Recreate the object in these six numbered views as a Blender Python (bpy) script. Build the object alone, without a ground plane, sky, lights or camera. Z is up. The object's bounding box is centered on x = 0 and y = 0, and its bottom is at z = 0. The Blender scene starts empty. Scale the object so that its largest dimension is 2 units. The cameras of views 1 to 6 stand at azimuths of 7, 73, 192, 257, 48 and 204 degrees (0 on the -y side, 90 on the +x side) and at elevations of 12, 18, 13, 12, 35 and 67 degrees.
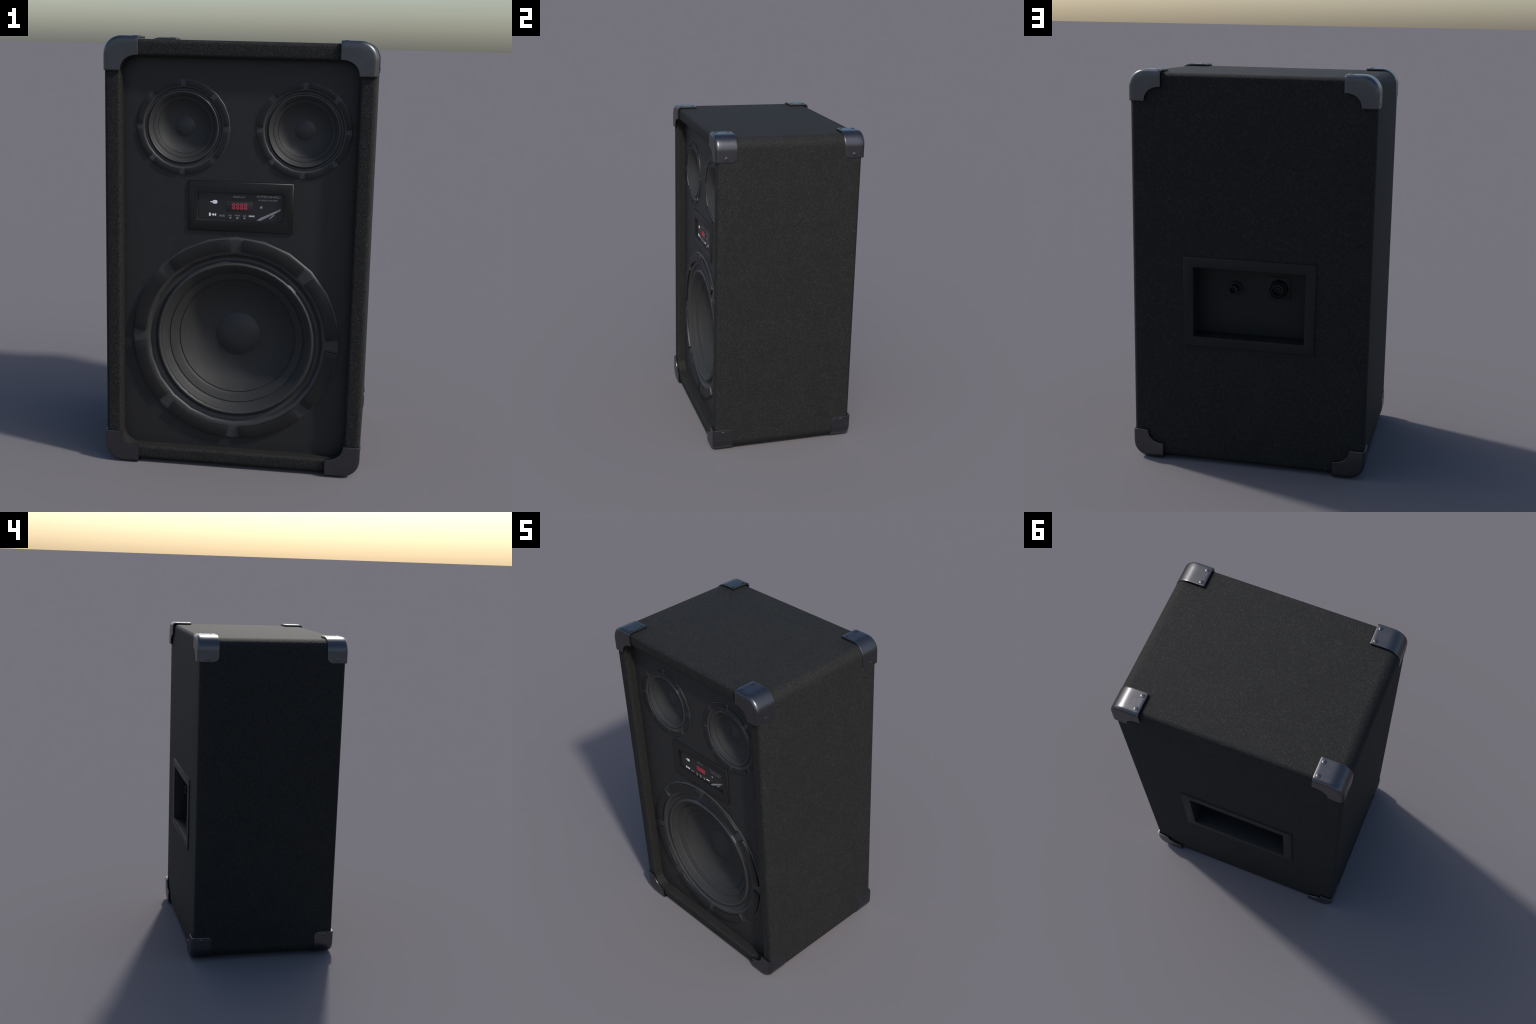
"""Two-way portable loudspeaker: carpeted cabinet with metal corner protectors,
two small drivers over one large one, a small player panel and a rear socket recess."""
import bpy, bmesh
from math import pi, sin, cos, radians
from mathutils import Vector, Matrix

# ------------------------------------------------------------------ sizes (m)
CAB_X, CAB_Z0, CAB_Z1 = 0.6035, 0.015, 1.985      # cabinet half width, bottom, top
CAB_YF, CAB_YB = -0.442, 0.440                   # front lip, rear face
CAB_R = 0.064                                    # corner radius seen from the front
OPEN_X, OPEN_Z0, OPEN_Z1, OPEN_R = 0.5285, 0.082, 1.909, 0.073
BAFFLE_Y = -0.386
DRIVER_Y = -0.375
MID_Z = 1.0

scene = bpy.context.scene


# ------------------------------------------------------------------ helpers
def link(name, me, mat=None, parent=None, smooth=35):
    ob = bpy.data.objects.new(name, me)
    scene.collection.objects.link(ob)
    if mat:
        me.materials.clear()
        me.materials.append(mat)
    if parent:
        ob.parent = parent
    if smooth:
        me.shade_smooth()
        if smooth < 180:
            me.set_sharp_from_angle(angle=radians(smooth))
    return ob


def mesh_from(verts, faces, name="part"):
    me = bpy.data.meshes.new(name)
    me.from_pydata([tuple(v) for v in verts], [], faces)
    me.update()
    bm = bmesh.new()
    bm.from_mesh(me)
    bmesh.ops.remove_doubles(bm, verts=bm.verts, dist=1e-6)
    bmesh.ops.recalc_face_normals(bm, faces=bm.faces)
    bm.to_mesh(me)
    bm.free()
    return me


def apply_mods(ob):
    dg = bpy.context.evaluated_depsgraph_get()
    me = bpy.data.meshes.new_from_object(ob.evaluated_get(dg))
    ob.modifiers.clear()
    ob.data = me


def rounded_rect(hx, z0, z1, r, n=10):
    """Closed outline in x-z, n steps per corner."""
    pts = []
    for cx, cz, a0 in ((hx - r, z1 - r, 0), (-hx + r, z1 - r, 90),
                       (-hx + r, z0 + r, 180), (hx - r, z0 + r, 270)):
        for i in range(n + 1):
            a = radians(a0 + 90 * i / n)
            pts.append((cx + r * cos(a), cz + r * sin(a)))
    return pts


def loft(rings, close_first=False, close_last=False, closed=True):
    n = len(rings[0])
    verts = [v for r in rings for v in r]
    faces = []
    for k in range(len(rings) - 1):
        for i in range(n if closed else n - 1):
            j = (i + 1) % n
            faces.append((k * n + i, k * n + j, (k + 1) * n + j, (k + 1) * n + i))
    if close_first:
        faces.append(tuple(range(n)))
    if close_last:
        faces.append(tuple((len(rings) - 1) * n + i for i in range(n)))
    return mesh_from(verts, faces)


def revolve(profile, n, phase=90.0, centre_close=False):
    """profile: (radius, outward height); axis is -y."""
    rings = []
    for r, h in profile:
        rings.append([Vector((r * cos(radians(phase) + 2 * pi * i / n), -h,
                              r * sin(radians(phase) + 2 * pi * i / n))) for i in range(n)])
    return loft(rings, close_last=centre_close)


def box_bm(bm, x0, x1, y0, y1, z0, z1):
    m = Matrix.Translation(((x0 + x1) / 2, (y0 + y1) / 2, (z0 + z1) / 2)) @ \
        Matrix.Diagonal((x1 - x0, y1 - y0, z1 - z0, 1))
    bmesh.ops.create_cube(bm, size=1, matrix=m)


def box_mesh(*a, bevel=0.0, seg=2):
    bm = bmesh.new()
    box_bm(bm, *a)
    if bevel:
        bmesh.ops.bevel(bm, geom=bm.edges[:], offset=bevel, segments=seg, affect='EDGES', profile=0.5)
    me = bpy.data.meshes.new("box")
    bm.to_mesh(me)
    bm.free()
    return me


# ------------------------------------------------------------------ materials
def material(name, colour, rough=0.5, metal=0.0, spec=0.5):
    m = bpy.data.materials.new(name)
    m.use_nodes = True
    nt = m.node_tree
    b = nt.nodes["Principled BSDF"]
    b.inputs["Base Color"].default_value = (*colour, 1)
    b.inputs["Roughness"].default_value = rough
    b.inputs["Metallic"].default_value = metal
    b.inputs["Specular IOR Level"].default_value = spec
    return m, nt, b


def noise(nt, co, scale, detail=4, rough=0.55, vec=None):
    n = nt.nodes.new("ShaderNodeTexNoise")
    n.inputs["Scale"].default_value = scale
    n.inputs["Detail"].default_value = detail
    n.inputs["Roughness"].default_value = rough
    src = nt.nodes.new("ShaderNodeTexCoord").outputs["Object"] if co is None else co
    nt.links.new(src, n.inputs["Vector"])
    return n


def ramp(nt, fac, stops):
    r = nt.nodes.new("ShaderNodeValToRGB")
    e = r.color_ramp.elements
    while len(e) < len(stops):
        e.new(0.5)
    for i, (p, c) in enumerate(stops):
        e[i].position = p
        e[i].color = (*c, 1)
    nt.links.new(fac, r.inputs["Fac"])
    return r.outputs["Color"]


def bump(nt, b, height, strength, dist, prev=None):
    n = nt.nodes.new("ShaderNodeBump")
    n.inputs["Strength"].default_value = strength
    n.inputs["Distance"].default_value = dist
    nt.links.new(height, n.inputs["Height"])
    if prev is not None:
        nt.links.new(prev, n.inputs["Normal"])
    nt.links.new(n.outputs["Normal"], b.inputs["Normal"])
    return n.outputs["Normal"]


def make_covering():
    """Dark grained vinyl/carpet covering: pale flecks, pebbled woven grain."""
    m, nt, b = material("cabinet_covering", (0.03, 0.03, 0.029), 0.72, spec=0.22)
    co = nt.nodes.new("ShaderNodeTexCoord").outputs["Object"]
    fleck = noise(nt, co, 110, 3, 0.65)
    col = ramp(nt, fleck.outputs["Fac"], [(0.32, (0.0090, 0.0090, 0.0088)), (0.52, (0.0128, 0.0128, 0.0125)),
                                          (0.62, (0.0195, 0.0195, 0.0191)), (0.76, (0.031, 0.031, 0.0303))])
    big = noise(nt, co, 7, 3)
    mix = nt.nodes.new("ShaderNodeMix")
    mix.data_type = 'RGBA'
    mix.blend_type = 'MULTIPLY'
    mix.inputs["Factor"].default_value = 1.0
    nt.links.new(col, mix.inputs["A"])
    nt.links.new(ramp(nt, big.outputs["Fac"], [(0.3, (0.93, 0.93, 0.93)), (0.7, (1.07, 1.07, 1.05))]), mix.inputs["B"])
    nt.links.new(mix.outputs["Result"], b.inputs["Base Color"])
    grain = noise(nt, co, 130, 5, 0.7)
    n1 = bump(nt, b, grain.outputs["Fac"], 0.6, 0.0050)
    peb = nt.nodes.new("ShaderNodeTexVoronoi")
    peb.inputs["Scale"].default_value = 120
    nt.links.new(co, peb.inputs["Vector"])
    bump(nt, b, peb.outputs["Distance"], 0.25, 0.003, n1)
    return m


def make_metal():
    m, nt, b = material("brushed_dark_metal", (0.20, 0.20, 0.215), 0.34, 1.0)
    co = nt.nodes.new("ShaderNodeTexCoord").outputs["Object"]
    n = noise(nt, co, 40, 4)
    r = nt.nodes.new("ShaderNodeMapRange")
    r.inputs["To Min"].default_value = 0.30
    r.inputs["To Max"].default_value = 0.40
    nt.links.new(n.outputs["Fac"], r.inputs["Value"])
    nt.links.new(r.outputs["Result"], b.inputs["Roughness"])
    s = noise(nt, co, 14, 3)
    nt.links.new(ramp(nt, s.outputs["Fac"], [(0.3, (0.098, 0.098, 0.106)), (0.7, (0.114, 0.114, 0.122))]), b.inputs["Base Color"])
    return m


def make_plain(name, c, rough, spec=0.5, var=0.10, scale=30, bstr=0.05):
    m, nt, b = material(name, c, rough, spec=spec)
    co = nt.nodes.new("ShaderNodeTexCoord").outputs["Object"]
    n = noise(nt, co, scale, 4)
    lo = tuple(x * (1 - var) for x in c)
    hi = tuple(x * (1 + var) for x in c)
    nt.links.new(ramp(nt, n.outputs["Fac"], [(0.3, lo), (0.7, hi)]), b.inputs["Base Color"])
    if bstr:
        g = noise(nt, co, 180, 2)
        bump(nt, b, g.outputs["Fac"], bstr, 0.003)
    return m


M_COVER = make_covering()
M_METAL = make_metal()
M_BAFFLE = make_plain("painted_baffle_board", (0.0155, 0.0155, 0.016), 0.55, spec=0.36, bstr=0.10)
M_RUBBER = make_plain("rim_rubber", (0.0112, 0.0112, 0.0115), 0.45, spec=0.3, bstr=0.0)
M_BASKET = make_plain("pressed_basket_steel", (0.027, 0.027, 0.0275), 0.48, bstr=0.03)
M_CONE = make_plain("pressed_paper_cone", (0.024, 0.024, 0.024), 0.62, spec=0.35, bstr=0.05, scale=60)
M_CAP = make_plain("dust_cap_cloth", (0.0175, 0.0175, 0.019), 0.55, bstr=0.04)
M_PLASTIC = make_plain("black_plastic", (0.0085, 0.0085, 0.0087), 0.42, spec=0.32, bstr=0.0)
M_TRAY = make_plain("socket_tray_plastic", (0.0095, 0.0095, 0.0098), 0.55, spec=0.28, bstr=0.0)
M_SCREEN = make_plain("display_fascia", (0.0125, 0.0125, 0.0128), 0.40, bstr=0.0)
M_WINDOW = make_plain("display_window", (0.0150, 0.0162, 0.0150), 0.40, bstr=0.0)
M_PRINT = make_plain("white_print", (0.78, 0.79, 0.84), 0.6, bstr=0.0)
M_PRINT_DIM = make_plain("grey_print", (0.22, 0.22, 0.24), 0.6, bstr=0.0)
M_DIGIT = make_plain("red_digit_segments", (0.44, 0.036, 0.065), 0.5, bstr=0.0)

# ------------------------------------------------------------------ root
root = bpy.data.objects.new("loudspeaker", None)
scene.collection.objects.link(root)
root["label"] = "black carpeted party loudspeaker with metal corners and three drivers"
root["category"] = "loudspeaker"

# ------------------------------------------------------------------ cabinet
HOLE_X, HOLE_Z0, HOLE_Z1 = 0.290, 0.676, 1.046


def cab_ring(y, inset, n=12):
    return [Vector((x, y, z)) for x, z in rounded_rect(
        CAB_X - inset, CAB_Z0 + inset, CAB_Z1 - inset, max(CAB_R - inset, 0.004), n)]


def opening_ring(y, grow, n=12):
    return [Vector((x, y, z)) for x, z in rounded_rect(
        OPEN_X + grow, OPEN_Z0 - grow, OPEN_Z1 + grow, OPEN_R + grow, n)]


def build_cabinet():
    rings = [opening_ring(BAFFLE_Y + 0.02, 0.0), opening_ring(CAB_YF + 0.022, 0.0)]
    r = 0.016                                     # rounded inner lip of the front frame
    for i in range(1, 7):
        a = radians(15 * i)
        rings.append(opening_ring(CAB_YF + r - r * sin(a), r - r * cos(a)))
    r = 0.019                                     # rounded outer front edge
    for i in range(0, 9):
        a = radians(90 * i / 8)
        rings.append(cab_ring(CAB_YF + r - r * cos(a), r - r * sin(a)))
    r = 0.024                                     # softer rear edge
    for i in range(0, 9):
        a = radians(90 * i / 8)
        rings.append(cab_ring(CAB_YB - r + r * sin(a), r - r * cos(a)))
    hole = [Vector((x, CAB_YB, z)) for x, z in rounded_rect(HOLE_X, HOLE_Z0, HOLE_Z1, 0.003, 12)]
    rings.append(hole)
    rings.append([v + Vector((0, -0.05, 0)) for v in hole])
    me = loft(rings)
    return link("cabinet", me, M_COVER, root, 40)


cabinet = build_cabinet()

# ------------------------------------------------------------------ baffle
WOOFER = (0.0, 0.619, 1.0)
TWEETERS = ((-0.254, 1.6005, 0.439), (0.2935, 1.6005, 0.439))


def circle_pts(cx, cz, r, n=64):
    return [(cx + r * cos(2 * pi * i / n), cz + r * sin(2 * pi * i / n)) for i in range(n)]


def plate_with_holes(name, outer, holes, y_front, depth):
    cu = bpy.data.curves.new(name, 'CURVE')
    cu.dimensions = '2D'
    cu.fill_mode = 'BOTH'
    cu.extrude = depth / 2
    for pts in [outer] + holes:
        s = cu.splines.new('POLY')
        s.points.add(len(pts) - 1)
        for p, (x, z) in zip(s.points, pts):
            p.co = (x, z, 0, 1)
        s.use_cyclic_u = True
    tmp = bpy.data.objects.new(name, cu)
    scene.collection.objects.link(tmp)
    dg = bpy.context.evaluated_depsgraph_get()
    me = bpy.data.meshes.new_from_object(tmp.evaluated_get(dg))
    bpy.data.objects.remove(tmp)
    me.transform(Matrix.Translation((0, y_front + depth / 2, 0)) @ Matrix.Rotation(radians(90), 4, 'X'))
    return me


holes = [circle_pts(WOOFER[0], WOOFER[1], 0.45)] + [circle_pts(x, z, 0.45 * s) for x, z, s in TWEETERS]
holes.append([(-0.20, 1.165), (0.23, 1.165), (0.23, 1.335), (-0.20, 1.335)])     # cut-out for the player panel
me = plate_with_holes("baffle_board", rounded_rect(OPEN_X + 0.012, OPEN_Z0 - 0.012, OPEN_Z1 + 0.012, OPEN_R, 8),
                      holes, BAFFLE_Y, 0.018)
baffle = link("baffle_board", me, M_BAFFLE, root, 30)

# ------------------------------------------------------------------ drivers
BASKET = [(0.487, 0.004), (0.491, 0.0115), (0.4885, 0.0142), (0.481, 0.0180), (0.476, 0.0180),
          (0.428, 0.0160), (0.416, 0.0150), (0.411, 0.0125), (0.406, 0.0060)]
GUTTER = [(0.4065, 0.0075), (0.4035, 0.0020), (0.397, -0.0045), (0.389, -0.0085), (0.381, -0.0080), (0.3755, -0.0020),
          (0.3710, 0.0070), (0.3665, 0.0145), (0.3615, 0.0178), (0.356, 0.0160), (0.351, 0.008)]
SURROUND = [(0.355, 0.0135), (0.351, 0.0095), (0.3470, 0.0085), (0.3435, 0.0050), (0.332, -0.0045), (0.3205, -0.0135),
            (0.3180, -0.0190), (0.3150, -0.0195), (0.3128, -0.0165), (0.300, -0.0230), (0.286, -0.0310),
            (0.2770, -0.0365), (0.2748, -0.0420), (0.2718, -0.0425)]
CONE = [(0.2718, -0.0425), (0.2695, -0.0400), (0.262, -0.0455), (0.245, -0.0575), (0.222, -0.0720),
        (0.195, -0.0840), (0.165, -0.0920), (0.135, -0.0960), (0.100, -0.0978)]
PAD_IN, PAD_OUT = 0.4245, 0.4800


def pad_mesh():
    """One raised rim pad between two notches (45 degree pitch, flared notch sides)."""
    rows = []
    n = 6
    for j in range(n + 1):
        t = j / n
        for r, gap in ((PAD_IN, 3.1), (PAD_OUT, 4.0)):
            a = radians(45 + gap + (45 - 2 * gap) * t)
            rows.append((r, a))
    bm = bmesh.new()
    top = [bm.verts.new((r * cos(a), -0.0275, r * sin(a))) for r, a in rows]
    bot = [bm.verts.new((r * cos(a), -0.010, r * sin(a))) for r, a in rows]
    for j in range(n):
        a, b, c, d = 2 * j, 2 * j + 1, 2 * j + 3, 2 * j + 2
        bm.faces.new((top[a], top[b], top[c], top[d]))
        bm.faces.new((bot[a], bot[d], bot[c], bot[b]))
        bm.faces.new((top[b], bot[b], bot[c], top[c]))
        bm.faces.new((top[a], top[d], bot[d], bot[a]))
    bm.faces.new((top[0], bot[0], bot[1], top[1]))
    bm.faces.new((top[-1], bot[-1], bot[-2], top[-2]))
    bmesh.ops.recalc_face_normals(bm, faces=bm.faces)
    es = [e for e in bm.edges if all(v.co.y < -0.02 for v in e.verts) and
          (len(e.link_faces) == 2 and e.calc_face_angle(0) > 0.5)]
    es += [e for e in bm.edges if abs(e.verts[0].co.y - e.verts[1].co.y) > 0.01 and e.calc_face_angle(0) > 0.5]
    bmesh.ops.bevel(bm, geom=es, offset=0.0024, segments=2, affect='EDGES', profile=0.5)
    me = bpy.data.meshes.new("rim_pad")
    bm.to_mesh(me)
    bm.free()
    return me


def dome_profile(r, h, base, n=8):
    out = [(r, base - 0.006)]
    R = (r * r + h * h) / (2 * h)
    for i in range(n):
        rr = r * (1 - i / n)
        out.append((rr, base + (R * R - rr * rr) ** 0.5 - (R - h)))
    out.append((0.0005, base + h))
    return out


ME_BASKET = revolve(BASKET, 24)
ME_GUTTER = revolve(GUTTER, 48)
ME_SURR = revolve(SURROUND, 72)
ME_CONE = revolve(CONE, 72)
ME_CAP = revolve(dome_profile(0.1065, 0.024, -0.0965), 24, centre_close=True)
ME_PAD = pad_mesh()


def place(name, me, mat, parent, loc, s, smooth=40, rot=0.0):
    ob = link(name, me, mat, parent, smooth)
    ob.location = loc
    ob.scale = (s, s, s)
    ob.rotation_euler = (0, rot, 0)
    return ob


def build_driver(name, x, z, s):
    basket = place(name, ME_BASKET, M_BASKET, root, (x, DRIVER_Y - 0.011 * (1 - s) , z), s, 50)
    for nm, me, mt in (("gutter", ME_GUTTER, M_BASKET), ("surround", ME_SURR, M_CONE), ("cone", ME_CONE, M_CONE), ("dust_cap", ME_CAP, M_CAP)):
        place(nm, me, mt, basket, (0, 0, 0), 1.0, 60)
    for k in range(8):
        place("rim_pad", ME_PAD, M_RUBBER, basket, (0, 0, 0), 1.0, 30, radians(45 * k))


build_driver("woofer", *WOOFER)
for t in TWEETERS:
    build_driver("midrange_driver", *t)

# ------------------------------------------------------------------ player panel
PX0, PX1, PZ0, PZ1, PY = -0.2255, 0.255, 1.134, 1.364, -0.3950
SX0, SX1, SZ0, SZ1 = -0.1815, 0.2095, 1.1865, 1.3105
SCREEN_Y = -0.3825


def frame_ring(x0, x1, z0, z1, y):
    return [Vector((x1, y, z1)), Vector((x0, y, z1)), Vector((x0, y, z0)), Vector((x1, y, z0))]


def build_bezel(name, o, i, y_base, y_top, y_floor, bev_o, bev_i, mat, sgn):
    """Picture-frame section swept round a rectangle; sgn -1 faces -y, +1 faces +y."""
    x0, x1, z0, z1 = o
    a0, a1, c0, c1 = i
    rings = [frame_ring(x0, x1, z0, z1, y_base)]
    for f in (0.0, 0.5, 1.0):
        a = radians(90 * f)
        d = bev_o * (1 - cos(a))
        rings.append(frame_ring(x0 + d, x1 - d, z0 + d, z1 - d, y_top - sgn * bev_o * (1 - sin(a))))
    for f in (0.0, 0.5, 1.0):
        a = radians(90 * f)
        d = bev_i * (1 - sin(a))
        rings.append(frame_ring(a0 - d, a1 + d, c0 - d, c1 + d, y_top - sgn * bev_i * (1 - cos(a))))
    rings.append(frame_ring(a0, a1, c0, c1, y_floor))
    return link(name, loft(rings), mat, root, 50)


panel = build_bezel("player_panel", (PX0, PX1, PZ0, PZ1), (SX0, SX1, SZ0, SZ1),
                    BAFFLE_Y + 0.009, PY, SCREEN_Y + 0.006, 0.0065, 0.0045, M_PLASTIC, -1)
screen = link("display_fascia", box_mesh(SX0 - 0.004, SX1 + 0.004, SCREEN_Y, SCREEN_Y + 0.006, SZ0 - 0.004, SZ1 + 0.004),
              M_SCREEN, panel, 30)
T = 0.0012          # print height above the fascia
link("display_window", box_mesh(-0.052, 0.070, SCREEN_Y - 0.001, SCREEN_Y + 0.002, 1.227, 1.272, bevel=0.0006), M_WINDOW, panel, 30)


def text_part(name, body, x, z, size, mat, width=None, shear=0.0, rot=0.0, align='CENTER', proud=T):
    cu = bpy.data.curves.new(name, 'FONT')
    cu.body = body
    cu.size = size
    cu.align_x = align
    cu.align_y = 'CENTER'
    cu.extrude = 0.0004
    cu.offset = size * 0.022
    cu.shear = shear
    tmp = bpy.data.objects.new(name, cu)
    scene.collection.objects.link(tmp)
    dg = bpy.context.evaluated_depsgraph_get()
    me = bpy.data.meshes.new_from_object(tmp.evaluated_get(dg))
    bpy.data.objects.remove(tmp)
    xs = [v.co.x for v in me.vertices]
    w = max(xs) - min(xs)
    k = width / w if width else 1.0
    me.transform(Matrix.Translation((x, SCREEN_Y - proud, z)) @ Matrix.Rotation(rot, 4, 'Y') @
                 Matrix.Rotation(radians(90), 4, 'X') @ Matrix.Diagonal((k, 1, 1, 1)))
    return link(name, me, mat, panel, 0)


def flat_shape(name, polys, mat, proud=T):
    """Thin printed marks: list of x-z polygons raised off the fascia."""
    bm = bmesh.new()
    for p in polys:
        vs = [bm.verts.new((x, SCREEN_Y - proud, z)) for x, z in p]
        f = bm.faces.new(vs)
        ex = bmesh.ops.extrude_face_region(bm, geom=[f])
        for v in ex["geom"]:
            if isinstance(v, bmesh.types.BMVert):
                v.co.y += 0.001
    bmesh.ops.recalc_face_normals(bm, faces=bm.faces)
    me = bpy.data.meshes.new(name)
    bm.to_mesh(me)
    bm.free()
    return link(name, me, mat, panel, 0)


text_part("lettering", "DISPLAY", 0.0065, 1.2935, 0.0125, M_PRINT_DIM, width=0.056)
text_part("lettering", "KPSONIC", 0.140, 1.299, 0.015, M_PRINT_DIM, width=0.110, shear=0.15)
text_part("lettering", "AUDIO SYSTEM", 0.138, 1.283, 0.009, M_PRINT_DIM, width=0.088)
text_part("lettering", "VOL", -0.033, 1.207, 0.0085, M_PRINT_DIM, width=0.016)
text_part("lettering", "MODE", 0.0, 1.208, 0.0085, M_PRINT_DIM, width=0.024)
text_part("lettering", "EQ", 0.033, 1.207, 0.0085, M_PRINT_DIM, width=0.014)
text_part("lettering", "SD/MMC", 0.066, 1.2075, 0.0095, M_PRINT, width=0.027)
text_part("lettering", "AUX", -0.071, 1.2045, 0.0120, M_PRINT_DIM, width=0.027)


def disc(cx, cz, rx, rz, n=20):
    return [(cx + rx * cos(2 * pi * i / n), cz + rz * sin(2 * pi * i / n)) for i in range(n)]


def rr(cx, cz, w, h, r=0.002):
    return [(cx + x, cz + z) for x, z in rounded_rect(w / 2, -h / 2, h / 2, r, 3)]


# plug symbol: rounded body with a tapered tail to the left
flat_shape("plug_symbol", [rr(-0.1045, 1.267, 0.022, 0.0165, 0.0065),
                           [(-0.114, 1.2715), (-0.1265, 1.2675), (-0.1265, 1.2655), (-0.114, 1.2625)]], M_PRINT)
# stick and skip marks
flat_shape("transport_symbol", [rr(-0.127, 1.2085, 0.0085, 0.0145, 0.002),
                                [(-0.1195, 1.2085), (-0.109, 1.2155), (-0.109, 1.2015)],
                                [(-0.109, 1.2085), (-0.0985, 1.2155), (-0.0985, 1.2015)]], M_PRINT)
flat_shape("button_dot", [rr(-0.032, 1.1965, 0.008, 0.0085, 0.003), rr(0.0, 1.1965, 0.0105, 0.0085, 0.003),
                          rr(0.0325, 1.1965, 0.009, 0.0075, 0.003)], M_PRINT_DIM)
flat_shape("sensor_dot", [rr(0.1085, 1.2505, 0.0115, 0.0105, 0.004)], M_PRINT_DIM)
# swoosh of slanted strokes
flat_shape("swoosh", [[(0.088, 1.1890), (0.106, 1.1890), (0.150, 1.2130), (0.142, 1.2200), (0.104, 1.2010)],
                      [(0.1435, 1.2205), (0.1515, 1.2135), (0.1955, 1.2370), (0.1975, 1.2480), (0.175, 1.2360)],
                      [(0.1450, 1.2005), (0.1500, 1.1985), (0.1700, 1.2170), (0.1650, 1.2185)]], M_PRINT_DIM)


def seven_segment(cx, cz, w, h, t):
    p = []
    for zz in (h / 2 - t / 2, 0, -h / 2 + t / 2):
        p.append([(cx - w / 2 + t * .6, cz + zz - t / 2), (cx + w / 2 - t * .6, cz + zz - t / 2),
                  (cx + w / 2 - t * .6, cz + zz + t / 2), (cx - w / 2 + t * .6, cz + zz + t / 2)])
    for sx in (-1, 1):
        for sz in (-1, 1):
            x = cx + sx * (w / 2 - t / 2)
            z0, z1 = cz + sz * t * .7, cz + sz * (h / 2 - t * .7)
            p.append([(x - t / 2, z0), (x + t / 2, z0), (x + t / 2, z1), (x - t / 2, z1)])
    return p


for k in range(4):
    flat_shape("digit", seven_segment(-0.0185 + 0.0185 * k, 1.2505, 0.0160, 0.0285, 0.0056), M_DIGIT, proud=0.0022)

# ------------------------------------------------------------------ rear socket recess
RX, RZ0, RZ1 = 0.3355, 0.6315, 1.0900
IX, IZ0, IZ1 = 0.2835, 0.6810, 1.0385
FLOOR_Y = 0.342
tray = build_bezel("socket_tray", (-RX, RX, RZ0, RZ1), (-IX, IX, IZ0, IZ1),
                   CAB_YB - 0.004, 0.4475, FLOOR_Y, 0.004, 0.003, M_TRAY, 1)
link("tray_floor", box_mesh(-IX - 0.004, IX + 0.004, FLOOR_Y - 0.008, FLOOR_Y, IZ0 - 0.004, IZ1 + 0.004), M_TRAY, tray, 30)


def tube(name, x, z, profile, n, phase, mat, parent, smooth=30):
    """profile: (radius, y) pairs revolved round the y axis at x, z."""
    rings = [[Vector((x + r * cos(phase + 2 * pi * i / n), y, z + r * sin(phase + 2 * pi * i / n)))
              for i in range(n)] for r, y in profile]
    return link(name, loft(rings, close_first=True, close_last=True), mat, parent, smooth)


f = FLOOR_Y
JACK = (-0.1330, 0.9325)
link("jack_plate", box_mesh(-0.1925, -0.0735, f - 0.002, f + 0.006, 0.8750, 0.9925, bevel=0.0015), M_TRAY, tray, 30)
JX, JZ = JACK
jack = tube("jack_socket", JX, JZ, [(0.050, f + 0.004), (0.050, f + 0.010), (0.046, f + 0.036), (0.0435, f + 0.038),
                                    (0.0405, f + 0.034), (0.035, f + 0.030), (0.0325, f + 0.040), (0.0295, f + 0.041),
                                    (0.0270, f + 0.036), (0.026, f + 0.008)], 8, pi / 2, M_PLASTIC, tray)
tube("jack_core", JX, JZ, [(0.010, f + 0.004), (0.010, f + 0.016), (0.006, f + 0.018)], 12, 0, M_TRAY, tray)
tube("antenna_socket", 0.0905, 0.923, [(0.033, f - 0.001), (0.033, f + 0.010), (0.030, f + 0.014), (0.025, f + 0.015),
                                       (0.0225, f + 0.030), (0.0235, f + 0.040), (0.0225, f + 0.058), (0.020, f + 0.060),
                                       (0.0175, f + 0.059), (0.017, f + 0.030)], 16, 0, M_PLASTIC, tray)

# ------------------------------------------------------------------ corner protectors
PRO_X, PRO_Y, PRO_Z = 0.6065, 0.4545, 0.998        # outer faces (z measured from mid height)
ARM_X, ARM_Y, ARM_Z = 0.4445, 0.3265, 0.8465     # where the three plates end
PRO_R, PRO_RY = 0.081, 0.020                     # outline radius from the front, edge radius in depth
PLATE = 0.011


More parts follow.
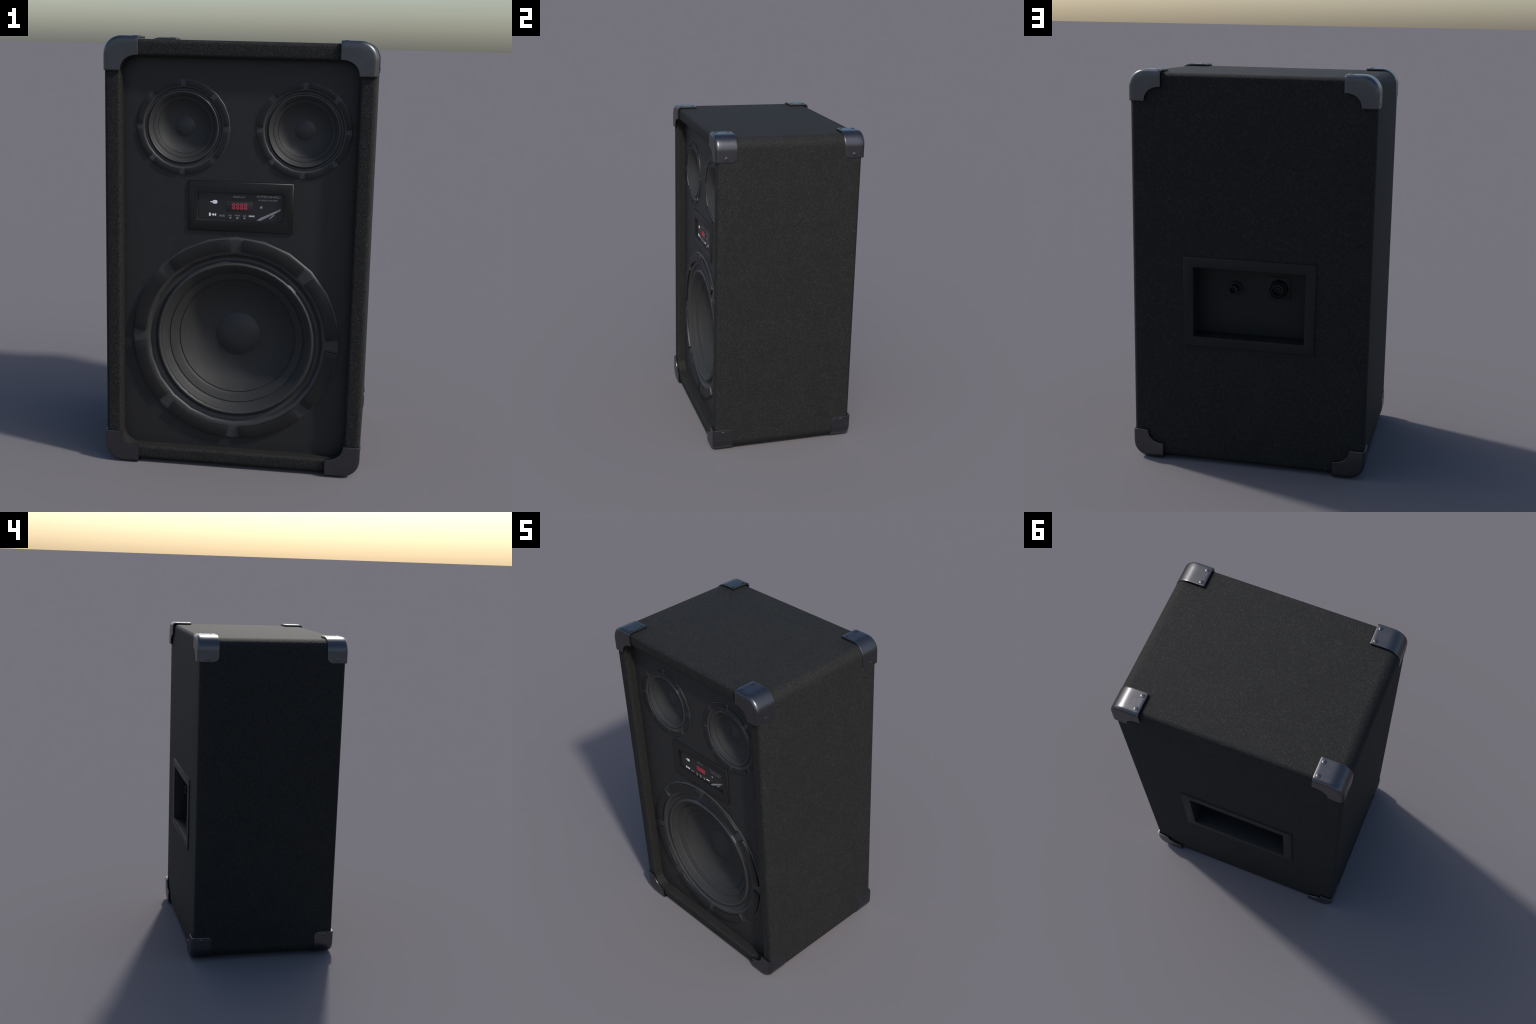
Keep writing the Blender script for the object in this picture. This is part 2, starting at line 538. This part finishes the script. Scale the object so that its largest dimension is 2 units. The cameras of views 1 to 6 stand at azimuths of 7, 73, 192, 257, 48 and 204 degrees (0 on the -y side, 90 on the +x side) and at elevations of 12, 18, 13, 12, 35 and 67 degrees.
def protector_mesh():
    """Shell for the +x, +y, +z corner: a bent strap (top plate, bend, side plate)
    whose outer edge rolls over into an L-shaped face with a concave inner arc."""
    na, nb, nc = 5, 12, 10
    # profile across: (progress from inner edge to outer face, inset along the face)
    prof = [(ARM_Y + (PRO_Y - PRO_RY - ARM_Y) * t, 0.0, 0.0) for t in (0, .06, .14, .24, .36, .55, .8, 1.0)]
    for i in range(1, 7):
        a = radians(15 * i)
        prof.append((PRO_Y - PRO_RY + PRO_RY * sin(a), PRO_RY * (1 - cos(a)), 0.0))
    for t in (0.2, 0.4, 0.6, 0.8, 0.95, 1.0):
        prof.append((PRO_Y, PRO_RY, t))

    def side_end(y):
        """lower end of the side plate: rounded at its inner corner"""
        r = 0.034
        d = ARM_Y + r - y
        if d <= 0:
            return ARM_Z
        return ARM_Z + 0.85 * (r - max(r * r - d * d, 0) ** 0.5)

    def outer(s_idx, y, inset):
        # returns point on the strap outline, inset towards the box centre
        R = PRO_R - inset
        if s_idx <= na:                                   # top plate
            t = s_idx / na
            return ARM_X + (PRO_X - PRO_R - ARM_X) * t, PRO_Z - inset
        if s_idx <= na + nb:                              # bend
            a = radians(90 - 90 * (s_idx - na) / nb)
            return PRO_X - PRO_R + R * cos(a), PRO_Z - PRO_R + R * sin(a)
        t = (s_idx - na - nb) / nc                        # side plate
        ze = side_end(y)
        return PRO_X - inset, PRO_Z - PRO_R + (ze - (PRO_Z - PRO_R)) * t

    n = na + nb + nc

    def inner(s_idx):
        # concave arc that borders the face
        a = radians(90 * s_idx / n)
        cx, cz = ARM_X, ARM_Z
        return cx + 0.0825 * sin(a) ** 0.92, cz + 0.0690 * cos(a) ** 0.92 if a < pi / 2 - 1e-6 else cz

    rings = []
    for s in range(n + 1):
        row = []
        for y, inset, t in prof:
            x, z = outer(s, y, inset)
            if t > 0:
                qx, qz = inner(s)
                x, z = x + (qx - x) * t, z + (qz - z) * t
            row.append(Vector((x, y, z)))
        rings.append(row)
    me = loft(rings, closed=False)
    ob = bpy.data.objects.new("tmp", me)
    scene.collection.objects.link(ob)
    so = ob.modifiers.new("solid", 'SOLIDIFY')
    so.thickness = PLATE
    so.offset = -1
    so.use_even_offset = True
    bv = ob.modifiers.new("bevel", 'BEVEL')
    bv.width = 0.002
    bv.segments = 2
    bv.limit_method = 'ANGLE'
    bv.angle_limit = radians(50)
    # make the normals point outwards before solidifying
    c = Vector((0.45, 0.33, 0.86))
    s = sum((p.center - c).dot(p.normal) for p in me.polygons)
    if s < 0:
        me.flip_normals()
    apply_mods(ob)
    out = ob.data
    bpy.data.objects.remove(ob)
    return out


def screw_mesh():
    """Pan-head cross screw, axis +z, sitting on z = 0."""
    bm = bmesh.new()
    R, H, n = 0.0118, 0.00195, 24
    rings = []
    for r, h in ((R, -0.002), (R, 0.0003), (R * .92, H * .45), (R * .72, H * .86), (R * .4, H), (0.0001, H * 1.02)):
        rings.append([bm.verts.new((r * cos(2 * pi * i / n), r * sin(2 * pi * i / n), h)) for i in range(n)])
    for a, b in zip(rings, rings[1:]):
        for i in range(n):
            j = (i + 1) % n
            bm.faces.new((a[i], a[j], b[j], b[i]))
    bm.faces.new(rings[-1])
    me = bpy.data.meshes.new("screw")
    bm.to_mesh(me)
    bm.free()
    cut = bmesh.new()
    box_bm(cut, -0.0075, 0.0075, -0.0013, 0.0013, -0.0002, 0.02)
    box_bm(cut, -0.0013, 0.0013, -0.0075, 0.0075, -0.0002, 0.02)
    mc = bpy.data.meshes.new("cross")
    cut.to_mesh(mc)
    cut.free()
    a = bpy.data.objects.new("a", me)
    b = bpy.data.objects.new("b", mc)
    scene.collection.objects.link(a)
    scene.collection.objects.link(b)
    m = a.modifiers.new("cut", 'BOOLEAN')
    m.operation = 'DIFFERENCE'
    m.object = b
    m.solver = 'EXACT'
    m.use_self = True
    apply_mods(a)
    out = a.data
    bpy.data.objects.remove(a)
    bpy.data.objects.remove(b)
    return out


PM = protector_mesh()
SM = screw_mesh()
mirrored = {}
k = 0
for sx in (-1, 1):
    for sy in (-1, 1):
        for sz in (1, -1):
            me = PM.copy()
            me.transform(Matrix.Diagonal((sx, sy, sz, 1)))
            if sx * sy * sz < 0:
                me.flip_normals()
            me.transform(Matrix.Translation((0, 0, MID_Z)))
            ob = link("corner_protector", me, M_METAL, root, 40)
            spots = [((0.4672, 0.3473, PRO_Z), 'z'), ((0.4672, 0.4225, PRO_Z), 'z')] 
            spots.append(((PRO_X, 0.3900, 0.868), 'x'))
            for (px, py, pz), ax in spots:
                sc = link("screw", SM, M_METAL, ob, 40)
                base = Vector((px * sx, py * sy, MID_Z + pz * sz))
                turn = Matrix.Rotation(0.35 + 0.5 * k, 4, 'Z')
                if ax == 'z':
                    rot = Matrix.Rotation(0 if sz > 0 else pi, 4, 'X')
                else:
                    rot = Matrix.Rotation(radians(90 * sx), 4, 'Y')
                sc.matrix_local = Matrix.Translation(base) @ rot @ turn
                k += 1
